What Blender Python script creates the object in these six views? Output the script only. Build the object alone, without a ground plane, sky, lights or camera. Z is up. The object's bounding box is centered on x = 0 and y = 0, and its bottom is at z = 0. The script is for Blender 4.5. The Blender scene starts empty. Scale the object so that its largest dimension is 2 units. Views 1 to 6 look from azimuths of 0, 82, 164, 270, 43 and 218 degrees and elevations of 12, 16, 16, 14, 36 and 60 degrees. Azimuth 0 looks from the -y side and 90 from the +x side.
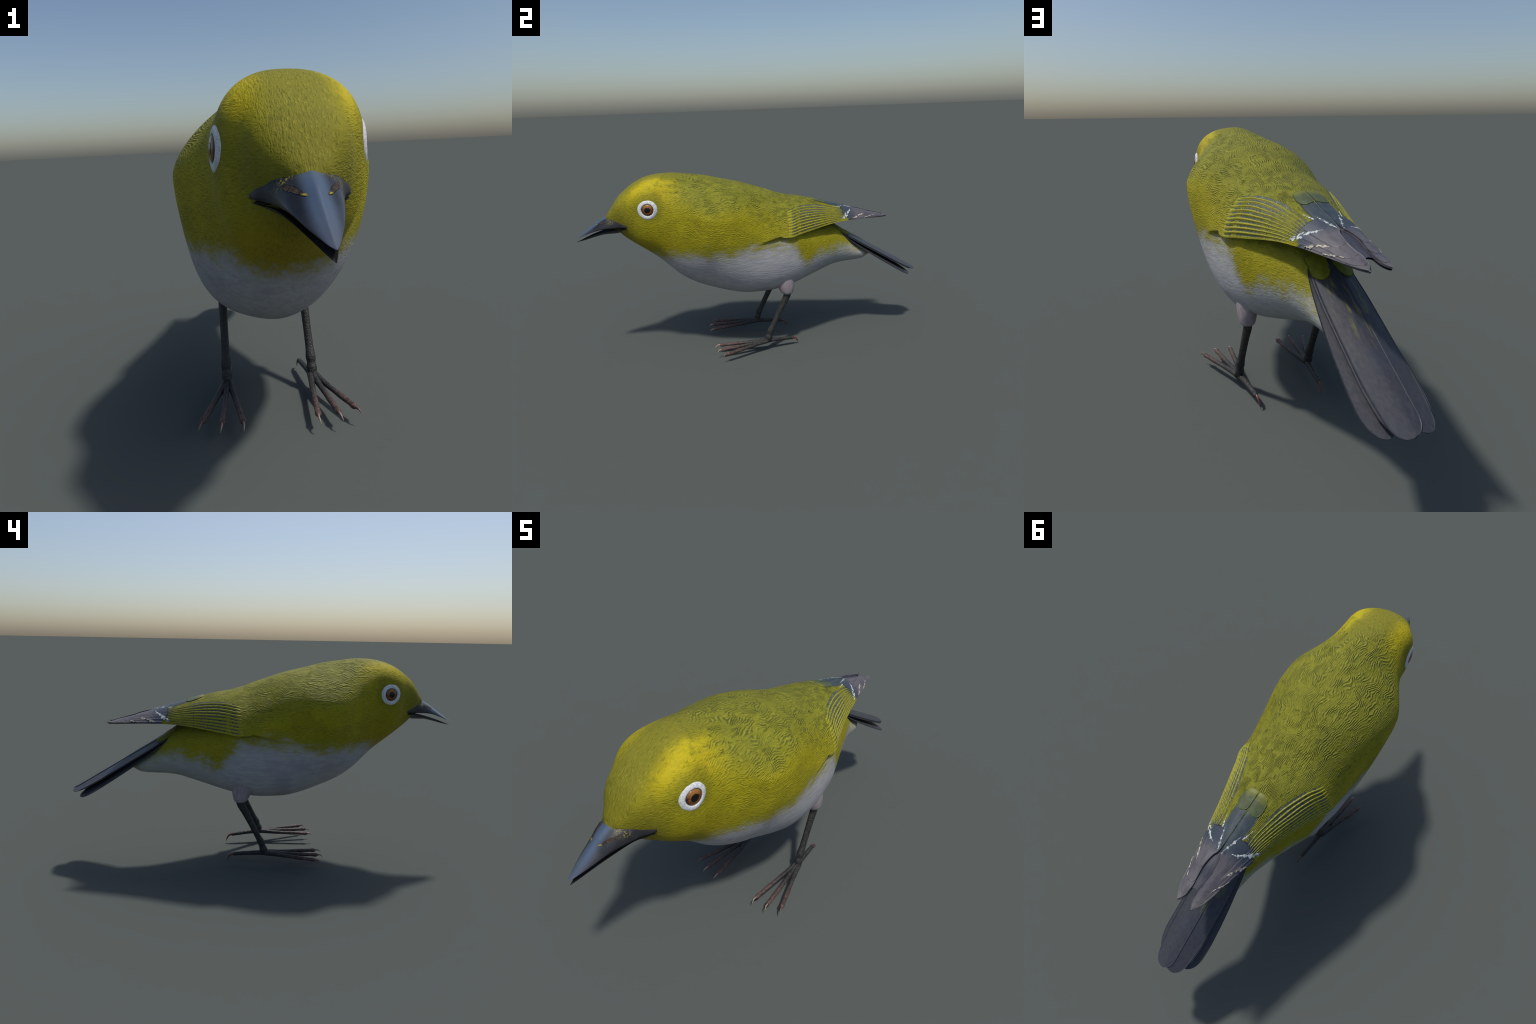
"""A small yellow-green songbird with a white eye-ring, standing on two legs.

Everything is modelled in the bird's own symmetric frame (-Y forward, Z up, X=0 is the
mirror plane); the root empty then turns the whole bird a few degrees.
"""
import bpy, math, random
import numpy as np
from mathutils import Vector

random.seed(7)
RNG = np.random.default_rng(7)
COL = bpy.context.scene.collection

# ------------------------------------------------------------------ helpers
def pchip(xs, ys):
    """Monotone cubic through control points."""
    xs = np.asarray(xs, float); ys = np.asarray(ys, float)
    h = np.diff(xs); d = np.diff(ys) / h
    m = np.zeros(len(xs))
    for i in range(1, len(xs) - 1):
        if d[i - 1] * d[i] > 0:
            w1, w2 = 2 * h[i] + h[i - 1], h[i] + 2 * h[i - 1]
            m[i] = (w1 + w2) / (w1 / d[i - 1] + w2 / d[i])
    m[0], m[-1] = d[0], d[-1]
    def f(x):
        x = np.clip(np.asarray(x, float), xs[0], xs[-1])
        j = np.clip(np.searchsorted(xs, x) - 1, 0, len(xs) - 2)
        t = (x - xs[j]) / h[j]
        return ((2*t**3-3*t**2+1)*ys[j] + (t**3-2*t**2+t)*h[j]*m[j]
                + (-2*t**3+3*t**2)*ys[j+1] + (t**3-t**2)*h[j]*m[j+1])
    return f

def sstep(a, b, x):
    t = np.clip((np.asarray(x, float) - a) / (b - a), 0, 1)
    return t * t * (3 - 2 * t)

def curve(*pts):
    a = np.array(pts, float)
    return pchip(a[:, 0], a[:, 1])

def mesh_object(name, verts, faces, mats, parent, fmat=None, normals=None, kind=None):
    # outward winding, judged by the signed volume about the part's centre
    VV = np.array([tuple(v) for v in verts], float); VV -= VV.mean(0)
    vol = 0.0
    for n_ in (3, 4):
        ff = np.array([f for f in faces if len(f) == n_])
        if len(ff):
            for a_, b_ in ((1, 2), (2, 3))[:n_-2]:
                vol += np.einsum('ij,ij->', VV[ff[:, 0]], np.cross(VV[ff[:, a_]], VV[ff[:, b_]]))
    if vol < 0:
        faces = [tuple(f)[::-1] for f in faces]
    me = bpy.data.meshes.new(name)
    me.from_pydata([tuple(v) for v in verts], [], [tuple(int(i) for i in f) for f in faces])
    for m in (mats if isinstance(mats, (list, tuple)) else [mats]):
        me.materials.append(m)
    if fmat is not None:
        me.polygons.foreach_set("material_index", np.asarray(fmat, np.int32))
    me.polygons.foreach_set("use_smooth", np.ones(len(me.polygons), bool))
    me.update()
    if normals is not None:
        me.normals_split_custom_set_from_vertices([tuple(n) for n in normals])
    ob = bpy.data.objects.new(name, me)
    COL.objects.link(ob)
    ob.parent = parent
    if kind:
        ob["kind"] = kind
    return ob

def grid_faces(nu, nv, base=0, wrap_v=False, flip=False):
    F = []
    for i in range(nu - 1):
        for j in range(nv if wrap_v else nv - 1):
            a = base + i*nv + j; b = base + i*nv + (j+1) % nv
            c = base + (i+1)*nv + (j+1) % nv; d = base + (i+1)*nv + j
            F.append((a, d, c, b) if flip else (a, b, c, d))
    return F

def vert_normals(V, F):
    F = np.asarray(F)
    n = np.cross(V[F[:, 2]] - V[F[:, 0]], V[F[:, 3]] - V[F[:, 1]])
    N = np.zeros_like(V)
    for k in range(4):
        np.add.at(N, F[:, k], n)
    N /= np.maximum(np.linalg.norm(N, axis=1, keepdims=True), 1e-12)
    ctr = V - V.mean(0)
    return N if np.einsum('ij,ij->', N, ctr) > 0 else -N

def solid_sheet(P, thick, name, mats, parent, fm=None, side_mat=0, hidden_sides=False):
    """P: (nu,nv,3) top surface -> closed plate hanging `thick` below it."""
    nu, nv = P.shape[:2]
    du = np.gradient(P, axis=0); dv = np.gradient(P, axis=1)
    n = np.cross(du, dv)
    n /= np.maximum(np.linalg.norm(n, axis=2, keepdims=True), 1e-9)
    if n[..., 2].mean() < 0:
        n = -n
    th = np.broadcast_to(np.asarray(thick, float), (nu, nv))[..., None]
    B = P - n * th
    V = np.concatenate([P.reshape(-1, 3), B.reshape(-1, 3)])
    c = np.cross(P[1, 0]-P[0, 0], P[0, 1]-P[0, 0])
    m = nu // 2; k = nv // 2
    c = np.cross(P[m+1, k]-P[m, k], P[m, k+1]-P[m, k])
    up = (c @ n[m, k]) > 0          # du x dv along normal
    top = grid_faces(nu, nv, 0, flip=up)
    bot = grid_faces(nu, nv, nu*nv, flip=not up)
    F = top + bot
    o = nu * nv
    loop = ([(0, j) for j in range(nv)] + [(i, nv-1) for i in range(1, nu)]
            + [(nu-1, j) for j in range(nv-2, -1, -1)] + [(i, 0) for i in range(nu-2, 0, -1)])
    L = len(loop); nside = 0
    for k in range(L):
        p_, q_ = loop[k], loop[(k+1) % L]
        if hidden_sides and ((p_[0] == 0 and q_[0] == 0) or (p_[1] == 0 and q_[1] == 0)):
            continue          # borders that butt against the body or the other wing need no rim
        nside += 1
        a = loop[k][0]*nv + loop[k][1]; b = loop[(k+1) % L][0]*nv + loop[(k+1) % L][1]
        F.append((a, b, b+o, a+o) if not up else (b, a, a+o, b+o))
    if fm is None:
        fmat = None
    else:
        fmat = list(np.asarray(fm).reshape(-1)) * 2 + [side_mat] * nside
    return mesh_object(name, V, F, mats, parent, fmat)

def tube(path, ra, rb, name, mat, parent, n=20, samples=40, up=(0, 1, 0), cap=True):
    """Swept elliptical tube: ra along `up`-ish axis, rb across it."""
    path = np.asarray(path, float); m = len(path)
    t = np.linspace(0, 1, m)
    s = np.linspace(0, 1, samples)
    C = np.stack([pchip(t, path[:, k])(s) for k in range(3)], -1)
    A = pchip(t, ra)(s); B = pchip(t, rb)(s)
    T = np.gradient(C, axis=0); T /= np.linalg.norm(T, axis=1, keepdims=True)
    up = np.asarray(up, float)
    U = up - T * (T @ up)[:, None]; U /= np.linalg.norm(U, axis=1, keepdims=True)
    W = np.cross(T, U)
    a = np.linspace(0, 2*np.pi, n, endpoint=False)
    P = C[:, None] + U[:, None]*(A[:, None]*np.cos(a))[..., None] + W[:, None]*(B[:, None]*np.sin(a))[..., None]
    V = P.reshape(-1, 3)
    F = grid_faces(samples, n, 0, wrap_v=True)
    V = np.concatenate([V, C[:1] - T[:1]*A[0]*.25, C[-1:] + T[-1:]*A[-1]*.6])
    i0, i1 = len(V)-2, len(V)-1; o = (samples-1)*n
    for j in range(n):
        F.append((j, i0, (j+1) % n)); F.append((o+(j+1) % n, i1, o+j))
    return mesh_object(name, V, F, mat, parent)

# ------------------------------------------------------------------ node helpers
class Nodes:
    def __init__(self, name):
        self.mat = bpy.data.materials.new(name); self.mat.use_nodes = True
        self.nt = self.mat.node_tree; self.nt.nodes.clear()
        self.out = self.nt.nodes.new("ShaderNodeOutputMaterial")
        self.bsdf = self.nt.nodes.new("ShaderNodeBsdfPrincipled")
        self.nt.links.new(self.bsdf.outputs[0], self.out.inputs[0])
        self.tc = self.nt.nodes.new("ShaderNodeTexCoord")
        self.P = self.tc.outputs["Object"]
    def put(self, sock, v):
        if isinstance(v, bpy.types.NodeSocket):
            self.nt.links.new(v, sock)
        elif v is not None:
            if sock.type == 'RGBA' and len(v) == 3:
                v = (*v, 1)
            sock.default_value = v
    def math(self, op, a, b=0.0, c=None, clamp=False):
        n = self.nt.nodes.new("ShaderNodeMath"); n.operation = op; n.use_clamp = clamp
        self.put(n.inputs[0], a); self.put(n.inputs[1], b)
        if c is not None: self.put(n.inputs[2], c)
        return n.outputs[0]
    def ss(self, x, a, b):
        """smoothstep; falls when a > b"""
        n = self.nt.nodes.new("ShaderNodeMapRange"); n.interpolation_type = 'SMOOTHSTEP'
        self.put(n.inputs[0], x)
        if a < b: v = (a, b, 0, 1)
        else: v = (b, a, 1, 0)
        for i, q in enumerate(v): n.inputs[i+1].default_value = q
        return n.outputs[0]
    def rng(self, x, a, b, c, d):
        n = self.nt.nodes.new("ShaderNodeMapRange")
        self.put(n.inputs[0], x)
        for i, q in enumerate((a, b, c, d)): n.inputs[i+1].default_value = q
        return n.outputs[0]
    def mix(self, f, a, b, mode='MIX'):
        n = self.nt.nodes.new("ShaderNodeMix"); n.data_type = 'RGBA'; n.blend_type = mode
        self.put(n.inputs[0], f); self.put(n.inputs[6], a); self.put(n.inputs[7], b)
        return n.outputs[2]
    def map(self, scale=(1, 1, 1), loc=(0, 0, 0), rot=(0, 0, 0), vec=None):
        n = self.nt.nodes.new("ShaderNodeMapping")
        self.put(n.inputs[0], vec or self.P)
        n.inputs[1].default_value = loc; n.inputs[2].default_value = rot; n.inputs[3].default_value = scale
        return n.outputs[0]
    def noise(self, scale, detail=2, rough=.5, dist=0, vec=None, color=False):
        n = self.nt.nodes.new("ShaderNodeTexNoise")
        self.put(n.inputs["Vector"], vec or self.P)
        n.inputs["Scale"].default_value = scale; n.inputs["Detail"].default_value = detail
        n.inputs["Roughness"].default_value = rough; n.inputs["Distortion"].default_value = dist
        return n.outputs[1 if color else 0]
    def voronoi(self, scale, vec=None, feature='F1'):
        n = self.nt.nodes.new("ShaderNodeTexVoronoi"); n.feature = feature
        self.put(n.inputs["Vector"], vec or self.P); n.inputs["Scale"].default_value = scale
        return n.outputs["Distance"]
    def xyz(self, v=None):
        n = self.nt.nodes.new("ShaderNodeSeparateXYZ"); self.put(n.inputs[0], v or self.P)
        return n.outputs
    def fcurve(self, x, pts):
        """float curve through (0..1,0..1) points"""
        n = self.nt.nodes.new("ShaderNodeFloatCurve"); self.put(n.inputs["Value"], x)
        c = n.mapping.curves[0]
        c.points[0].location = pts[0]; c.points[1].location = pts[-1]
        for p in pts[1:-1]: c.points.new(*p)
        n.mapping.update()
        return n.outputs[0]
    def vmath(self, op, a, b):
        n = self.nt.nodes.new("ShaderNodeVectorMath"); n.operation = op
        self.put(n.inputs[0], a); self.put(n.inputs[1], b)
        return n.outputs["Value"] if op in ('LENGTH', 'DISTANCE', 'DOT_PRODUCT') else n.outputs[0]
    def bump(self, h, strength=.5, dist=.003):
        n = self.nt.nodes.new("ShaderNodeBump")
        n.inputs["Strength"].default_value = strength; n.inputs["Distance"].default_value = dist
        self.put(n.inputs["Height"], h)
        self.nt.links.new(n.outputs[0], self.bsdf.inputs["Normal"])
    def finish(self, color, rough=.6, spec=.3, **kw):
        self.put(self.bsdf.inputs["Base Color"], color)
        self.put(self.bsdf.inputs["Roughness"], rough)
        self.put(self.bsdf.inputs["Specular IOR Level"], spec)
        for k, v in kw.items():
            self.put(self.bsdf.inputs[k.replace('_', ' ')], v)
        return self.mat

def fibre_pattern(N):
    """Barbs: wavy ridges that run head to tail, fanning in patches, plus short fine streaks."""
    x, y, z = N.xyz()[0:3]
    ang = N.math('MULTIPLY', N.math('ARCTAN2', x, N.math('SUBTRACT', z, .66)), .26)
    w1 = N.noise(9, 1.5, .5)
    w2 = N.noise(30, 2, .6)
    ph = N.math('ADD', N.math('MULTIPLY', ang, 2*math.pi*135), N.math('ADD', N.math('MULTIPLY', w1, 75), N.math('MULTIPLY', w2, 11)))
    ph = N.math('ADD', ph, N.math('MULTIPLY', y, 35))
    ridges = N.math('MULTIPLY_ADD', N.math('SINE', ph), .5, .5)
    # break the ridges into short strands
    cut = N.noise(1, 2, .6, .5, vec=N.map((42, 20, 42)))
    cut = N.ss(cut, .38, .58)
    nx = N.math('ABSOLUTE', N.xyz(N.tc.outputs["Normal"])[0])
    fa = N.noise(1, 3, .6, .3, vec=N.map((230, 60, 75)))
    fb = N.noise(1, 3, .6, .3, vec=N.map((75, 60, 215)))
    fm = N.nt.nodes.new("ShaderNodeMix"); fm.data_type = 'FLOAT'
    N.put(fm.inputs[0], N.ss(nx, .45, .8)); N.put(fm.inputs[2], fa); N.put(fm.inputs[3], fb)
    grain = N.noise(230, 2, .6)
    return cut, ridges, fm.outputs[0], grain

# ------------------------------------------------------------------ materials
YB = [(-.85, .60), (-.66, .585), (-.58, .598), (-.50, .612), (-.37, .617), (-.28, .617), (-.20, .622),
      (-.09, .637), (.04, .642), (.10, .643), (.136, .632), (.167, .612), (.215, .556), (.25, .515),
      (.30, .527), (.36, .550), (.465, .560), (.56, .556), (.63, .532), (.69, .505), (.95, .45)]

def plumage_material():
    N = Nodes("plumage")
    x, y, z = N.xyz()[0:3]
    ax = N.math('ABSOLUTE', x)
    slow, ridges, fine, grain = fibre_pattern(N)
    nrm = N.xyz(N.tc.outputs["Normal"])
    nz = nrm[2]
    # --- colours of the upper side
    blotch = N.noise(9, 3, .55)
    mott = N.noise(38, 3, .6)
    yellow = N.mix(N.ss(blotch, .35, .68), (.285, .250, .005), (.36, .312, .008))
    olive = N.mix(N.ss(blotch, .3, .7), (.180, .184, .016), (.225, .222, .018))
    back = N.math('MULTIPLY', N.ss(N.math('ADD', nz, N.math('MULTIPLY', blotch, .35)), .30, .95), N.ss(y, -.62, -.38))
    body = N.mix(back, yellow, olive)
    head = N.ss(y, -.36, -.50)
    brow = N.math('MULTIPLY', N.ss(z, .89, .97), N.math('MULTIPLY', N.ss(y, -.76, -.66), N.ss(y, -.40, -.54)))
    brow = N.math('MULTIPLY', brow, N.ss(N.math('ADD', ax, N.math('MULTIPLY_ADD', blotch, .06, -.03)), .05, .11))
    body = N.mix(N.math('MULTIPLY', brow, N.rng(mott, .34, .58, .35, .9)), body, N.mix(blotch, (.46, .35, .006), (.52, .43, .014)))
    crown = N.math('MULTIPLY', N.math('MULTIPLY', N.ss(ax, .10, .04), N.ss(z, .84, .95)), head)
    body = N.mix(N.math('MULTIPLY', crown, .85), body, (.20, .19, .020))
    lore = N.math('MULTIPLY', N.ss(y, -.62, -.76), N.ss(z, 1.0, .84))
    body = N.mix(N.math('MULTIPLY', lore, .75), body, (.150, .140, .013))
    throat = N.math('MULTIPLY', N.ss(z, .80, .66), N.ss(y, -.42, -.55))
    body = N.mix(N.math('MULTIPLY', throat, .6), body, (.30, .225, .006))
    ev = N.vmath('DISTANCE', N.combine(ax, y, z), (.162, -.607, .905))
    eyeshade = N.math('MULTIPLY', N.ss(ev, .100, .052), N.rng(mott, .3, .7, .35, .8))
    body = N.mix(eyeshade, body, (.155, .155, .010))
    # brown smudge behind the eye
    sm = N.vmath('DISTANCE', N.combine(ax, y, z), (.150, -.555, .960))
    body = N.mix(N.math('MULTIPLY', N.ss(sm, .045, .01), N.rng(mott, .4, .65, .1, .75)), body, (.20, .165, .010))
    # darker band of flank feathers just above the belly
    low = N.math('MULTIPLY', N.ss(z, .76, .66), N.ss(y, -.5, -.3))
    body = N.mix(N.math('MULTIPLY', low, .30), body, (.24, .215, .008))
    body = N.mix(N.math('MULTIPLY', N.ss(mott, .44, .34), .22), body, (.15, .145, .010))
    # barbs: dark in the grooves, light on the crest
    patch = N.math('MULTIPLY_ADD', N.ss(N.noise(11, 2, .5), .30, .52), .75, .25)
    upper = N.math('MULTIPLY', N.ss(y, -.62, -.42), N.ss(z, .62, .76))
    barb = N.math('MULTIPLY', N.math('MULTIPLY', patch, upper), N.math('MULTIPLY_ADD', back, .55, .30))
    barb = N.math('MULTIPLY', barb, slow)
    groove = N.math('MULTIPLY', N.ss(ridges, .34, .02), barb)
    body = N.mix(N.math('MULTIPLY', groove, .95), body, (.060, .082, .024))
    gaps = N.math('MULTIPLY', N.ss(N.noise(1, 4, .65, .8, vec=N.map((52, 30, 52))), .40, .31), N.math('MULTIPLY', upper, N.ss(back, .0, .5)))
    body = N.mix(N.math('MULTIPLY', gaps, .6), body, (.060, .080, .022))
    crest = N.math('MULTIPLY', N.ss(ridges, .6, 1.0), barb)
    body = N.mix(N.math('MULTIPLY', crest, .50), body, (.38, .36, .05))
    body = N.mix(N.math('MULTIPLY', N.ss(fine, .47, .30), .55), body, (.085, .095, .008))
    body = N.mix(N.math('MULTIPLY', N.ss(fine, .56, .74), .40), body, (.46, .41, .05))
    # --- white belly
    streak = N.noise(1, 4, .6, .6, vec=N.map((46, 9, 60)))
    soft = N.noise(7, 3, .5)
    white = N.mix(N.ss(streak, .28, .72), (.33, .33, .355), (.42, .42, .42))
    white = N.mix(N.math('MULTIPLY', N.ss(soft, .48, .72), .5), white, (.27, .25, .30))
    white = N.mix(N.math('MULTIPLY', N.ss(y, .10, .45), .4), white, (.29, .32, .28))
    yy = N.rng(y, -.85, .95, 0, 1)
    zb = N.fcurve(yy, [((a+.85)/1.8, b) for a, b in YB])
    hair = N.noise(1, 3, .6, .4, vec=N.map((110, 11, 60)))
    fray = N.math('ADD', N.math('MULTIPLY_ADD', streak, .10, -.05), N.math('MULTIPLY_ADD', N.noise(11, 3, .6), .13, -.065))
    fray = N.math('ADD', fray, N.math('MULTIPLY_ADD', hair, .10, -.05))
    d = N.math('ADD', N.math('SUBTRACT', z, zb), fray)
    under = N.ss(d, .055, -.045)
    tint = N.ss(d, .09, -.0)
    body = N.mix(N.math('MULTIPLY', tint, .35), body, (.25, .24, .06))
    col = N.mix(under, body, white)
    # --- relief
    h1 = N.math('SUBTRACT', N.math('MULTIPLY', ridges, N.math('MULTIPLY', barb, 1.15)), N.math('MULTIPLY', gaps, .8))
    h2 = N.math('MULTIPLY', fine, 1.0)
    h = N.math('ADD', h1, N.math('ADD', h2, N.math('MULTIPLY', grain, .25)))
    hw = N.math('MULTIPLY', N.noise(1, 4, .6, .3, vec=N.map((120, 26, 150))), .5)
    hm = N.nt.nodes.new("ShaderNodeMix"); hm.data_type = 'FLOAT'
    N.put(hm.inputs[0], under); N.put(hm.inputs[2], h); N.put(hm.inputs[3], hw)
    N.bump(hm.outputs[0], .85, .0046)
    return N.finish(col, .65, .18)

def _combine(self, a, b, c):
    n = self.nt.nodes.new("ShaderNodeCombineXYZ")
    for i, q in enumerate((a, b, c)): self.put(n.inputs[i], q)
    return n.outputs[0]
Nodes.combine = _combine

def feather_material(name, c1, c2, grain_dir=(120, 14, 120), rough=.5, spec=.35, bump=.35, c3=None):
    N = Nodes(name)
    f = N.noise(1, 4, .6, .2, vec=N.map(grain_dir))
    b = N.noise(16, 3, .5)
    c = N.mix(N.ss(f, .32, .68), c1, c2)
    if c3: c = N.mix(N.math('MULTIPLY', N.ss(b, .48, .7), .7), c, c3)
    N.bump(N.math('ADD', f, N.math('MULTIPLY', N.noise(260, 2), .3)), bump, .003)
    return N.finish(c, rough, spec)

def zoned_vane(name, c1, c2, zones, grain, rough=.5, spec=.35, bump=.35, specks=None):
    """Feather vane whose tone shifts along the bird: zones = [(y_from, y_to, colour, amount)]."""
    N = Nodes(name)
    y = N.xyz()[1]
    f = N.noise(1, 4, .6, .2, vec=N.map(grain))
    b = N.noise(22, 3, .6)
    yy = N.math('ADD', y, N.math('MULTIPLY_ADD', b, .05, -.025))
    c = N.mix(N.ss(f, .32, .68), c1, c2)
    for a, e, col, amt in zones:
        c = N.mix(N.math('MULTIPLY', N.ss(yy, a, e), amt), c, col)
    if specks:
        c = N.mix(N.math('MULTIPLY', N.ss(N.noise(150, 2, .6), .63, .70), specks[1]), c, specks[0])
    N.bump(N.math('ADD', f, N.math('MULTIPLY', N.noise(260, 2), .3)), bump, .003)
    return N.finish(c, rough, spec)

def broken_edge(name, dark, pale, lo, hi):
    """Frayed pale barbs showing through darker vane."""
    N = Nodes(name)
    n = N.noise(85, 4, .65, .4)
    g = N.noise(210, 2, .6)
    c = N.mix(N.ss(n, lo, hi), dark, pale)
    N.bump(N.math('ADD', n, N.math('MULTIPLY', g, .4)), .4, .003)
    return N.finish(c, .55, .25)

MAT = {}
MAT['plumage'] = plumage_material()
MAT['yellow_vane'] = feather_material("yellow_vane", (.27, .25, .010), (.40, .37, .03), (180, 120, 180), .55, .3, .6, (.33, .27, .03))
MAT['olive_vane'] = feather_material("olive_vane", (.17, .18, .012), (.27, .27, .02), (180, 90, 180), .6, .25, .5)
MAT['dark_vane'] = zoned_vane("dark_vane", (.035, .045, .034), (.095, .110, .082), [(.44, .54, (.050, .062, .075), .8)], (200, 70, 200), .5, .35, .5, specks=((.36, .42, .40), .8))
MAT['grey_vane'] = zoned_vane("grey_vane", (.078, .072, .084), (.118, .109, .120), [(.600, .545, (.036, .050, .074), .85), (.74, .81, (.125, .120, .105), .55)], (50, 16, 50), .45, .35, .4)
MAT['slate_vane'] = feather_material("slate_vane", (.035, .040, .055), (.06, .06, .078), (90, 10, 90), .45, .4, .35)
MAT['tertial_green'] = zoned_vane("tertial_green", (.062, .082, .036), (.092, .112, .050), [(.362, .322, (.170, .172, .018), .85)], (70, 26, 70), .5, .3, .35)
MAT['tertial_blue'] = zoned_vane("tertial_blue", (.032, .048, .060), (.054, .072, .082), [(.44, .38, (.060, .080, .045), .7)], (60, 18, 60), .45, .35, .3)
MAT['pale_edge'] = broken_edge("pale_edge", (.07, .09, .11), (.56, .60, .58), .40, .56)
MAT['cream_edge'] = broken_edge("cream_edge", (.11, .10, .11), (.52, .48, .38), .40, .56)
MAT['covert_tuft'] = feather_material("covert_tuft", (.13, .14, .010), (.21, .21, .016), (120, 30, 120), .6, .25, .5)

def tail_material():
    N = Nodes("tail_vane")
    x, y, z = N.xyz()[0:3]
    ax = N.math('ABSOLUTE', x)
    f = N.noise(1, 4, .6, .2, vec=N.map((110, 9, 110)))
    b = N.noise(8, 3, .5)
    c = N.mix(N.ss(f, .3, .7), (.038, .041, .053), (.058, .058, .066))
    c = N.mix(N.math('MULTIPLY', N.ss(b, .5, .7), .5), c, (.042, .050, .072))
    st = N.noise(1, 3, .6, .3, vec=N.map((75, 3.2, 20)))
    m = N.math('MULTIPLY', N.ss(st, .52, .66), N.ss(y, .86, .62))
    m = N.math('MULTIPLY', m, N.ss(ax, .075, .03))
    c = N.mix(N.math('MULTIPLY', m, .6), c, (.19, .185, .04))
    N.bump(f, .15, .002)
    return N.finish(c, .42, .35)
MAT['tail_vane'] = tail_material()

def beak_material(lower=False):
    N = Nodes("lower_bill" if lower else "upper_bill")
    x, y, z = N.xyz()[0:3]
    n1 = N.noise(22, 4, .6)
    dark = N.mix(N.ss(n1, .4, .7), (.012, .013, .016), (.022, .022, .028))
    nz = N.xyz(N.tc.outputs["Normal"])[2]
    painted_sky_sheen = N.math('MULTIPLY', N.ss(nz, .35, .8), N.ss(N.math('ABSOLUTE', x), .034, .010))  # sky reflection along the ridge, tinted blue where the surface faces up
    c = N.mix(N.math('MULTIPLY', painted_sky_sheen, .8), dark, (.075, .115, .18)) if not lower else dark
    tip = N.math('MULTIPLY', N.ss(y, -.90, -.99), .28)
    c = N.mix(tip, c, (.085, .06, .05))
    if not lower:
        ax = N.math('ABSOLUTE', x)
        rim = N.math('MULTIPLY', N.ss(y, -.838, -.818), N.math('MULTIPLY', N.ss(z, .80, .825), N.ss(ax, .006, .03)))
        rim = N.math('MULTIPLY', N.math('MULTIPLY', rim, N.ss(y, -.785, -.805)), N.ss(N.noise(170, 3, .65), .50, .64))
        c = N.mix(rim, c, (.26, .22, .02))
    N.bump(N.noise(60, 4, .6), .12, .003)
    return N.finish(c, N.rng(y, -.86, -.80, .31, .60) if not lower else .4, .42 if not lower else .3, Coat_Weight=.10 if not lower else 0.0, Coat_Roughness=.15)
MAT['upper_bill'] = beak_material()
MAT['lower_bill'] = beak_material(True)

def simple(name, c1, c2, rough, spec, scale=60, bump=.3, **kw):
    N = Nodes(name); n = N.noise(scale, 4, .6)
    N.bump(n, bump, .003)
    return N.finish(N.mix(N.ss(n, .35, .65), c1, c2), rough, spec, **kw)
MAT['nostril'] = simple("nostril", (.022, .017, .015), (.065, .046, .036), .7, .2, 120, .8)
MAT['nostril_fleck'] = simple("nostril_fleck", (.20, .165, .02), (.36, .31, .10), .6, .2, 200)
MAT['mouth'] = simple("mouth", (.006, .006, .007), (.012, .012, .012), .7, .2)
MAT['eye_ring'] = simple("eye_ring", (.48, .50, .52), (.70, .70, .70), .55, .3, 140, .25)
MAT['eye_rim'] = simple("eye_rim", (.010, .022, .018), (.02, .035, .03), .4, .5, 140)
MAT['pupil'] = simple("pupil", (.006, .006, .006), (.009, .008, .008), .14, .30, 60, 0.0)
MAT['thigh_skin'] = feather_material("thigh_skin", (.27, .225, .24), (.35, .30, .31), (40, 90, 30), .6, .3, .4)

def iris_material():
    N = Nodes("iris")
    x, y, z = N.xyz()[0:3]
    ax = N.math('ABSOLUTE', x)
    r = N.vmath('DISTANCE', N.combine(ax, y, z), (.172, -.607, .890))
    n = N.noise(110, 4, .65)
    c = N.mix(N.ss(n, .35, .65), (.080, .024, .008), (.25, .085, .018))
    c = N.mix(N.ss(r, .023, .030), c, (.04, .014, .007))
    c = N.mix(N.math('MULTIPLY', N.ss(z, .893, .916), .5), c, (.46, .22, .05))
    N.bump(n, .2, .002)
    return N.finish(c, .22, .35, Coat_Weight=.12, Coat_Roughness=.05)
MAT['iris'] = iris_material()

def leg_material():
    N = Nodes("leg_scales")
    x, y, z = N.xyz()[0:3]
    v = N.voronoi(150, N.map((1, .6, .8)), 'DISTANCE_TO_EDGE')
    n = N.noise(90, 3, .6)
    base = N.mix(N.ss(n, .35, .7), (.019, .019, .018), (.046, .044, .040))
    toe = N.math('MULTIPLY', N.ss(y, -.06, -.26), N.ss(z, .10, .06))
    red = N.mix(N.ss(n, .35, .65), (.060, .036, .032), (.155, .085, .070))
    c = N.mix(N.math('MULTIPLY', toe, .9), base, red)
    c = N.mix(N.math('MULTIPLY', N.ss(v, .10, .0), .4), c, (.012, .012, .012))
    N.bump(N.math('ADD', N.ss(v, 0, .25), n), .5, .002)
    return N.finish(c, .5, .35)
MAT['leg_scales'] = leg_material()
def claw_material():
    N = Nodes("claw_horn")
    y = N.xyz()[1]
    n = N.noise(60, 2)
    front = N.mix(N.ss(y, -.255, -.30), (.14, .07, .058), (.36, .26, .20))
    c = N.mix(N.ss(y, 0, .1), front, N.mix(n, (.10, .03, .022), (.16, .06, .04)))
    return N.finish(c, .3, .5)
MAT['claw_horn'] = claw_material()

# ------------------------------------------------------------------ root
bird = bpy.data.objects.new("songbird", None)
COL.objects.link(bird)
bird["label"] = "small yellow-green songbird with white eye-ring, grey-white belly and slender bill"
bird["category"] = "bird"
bird.rotation_euler = (0, 0, math.radians(4.75))
bird.location = (-.018, 0, 0)
bird.empty_display_size = .2

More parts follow.
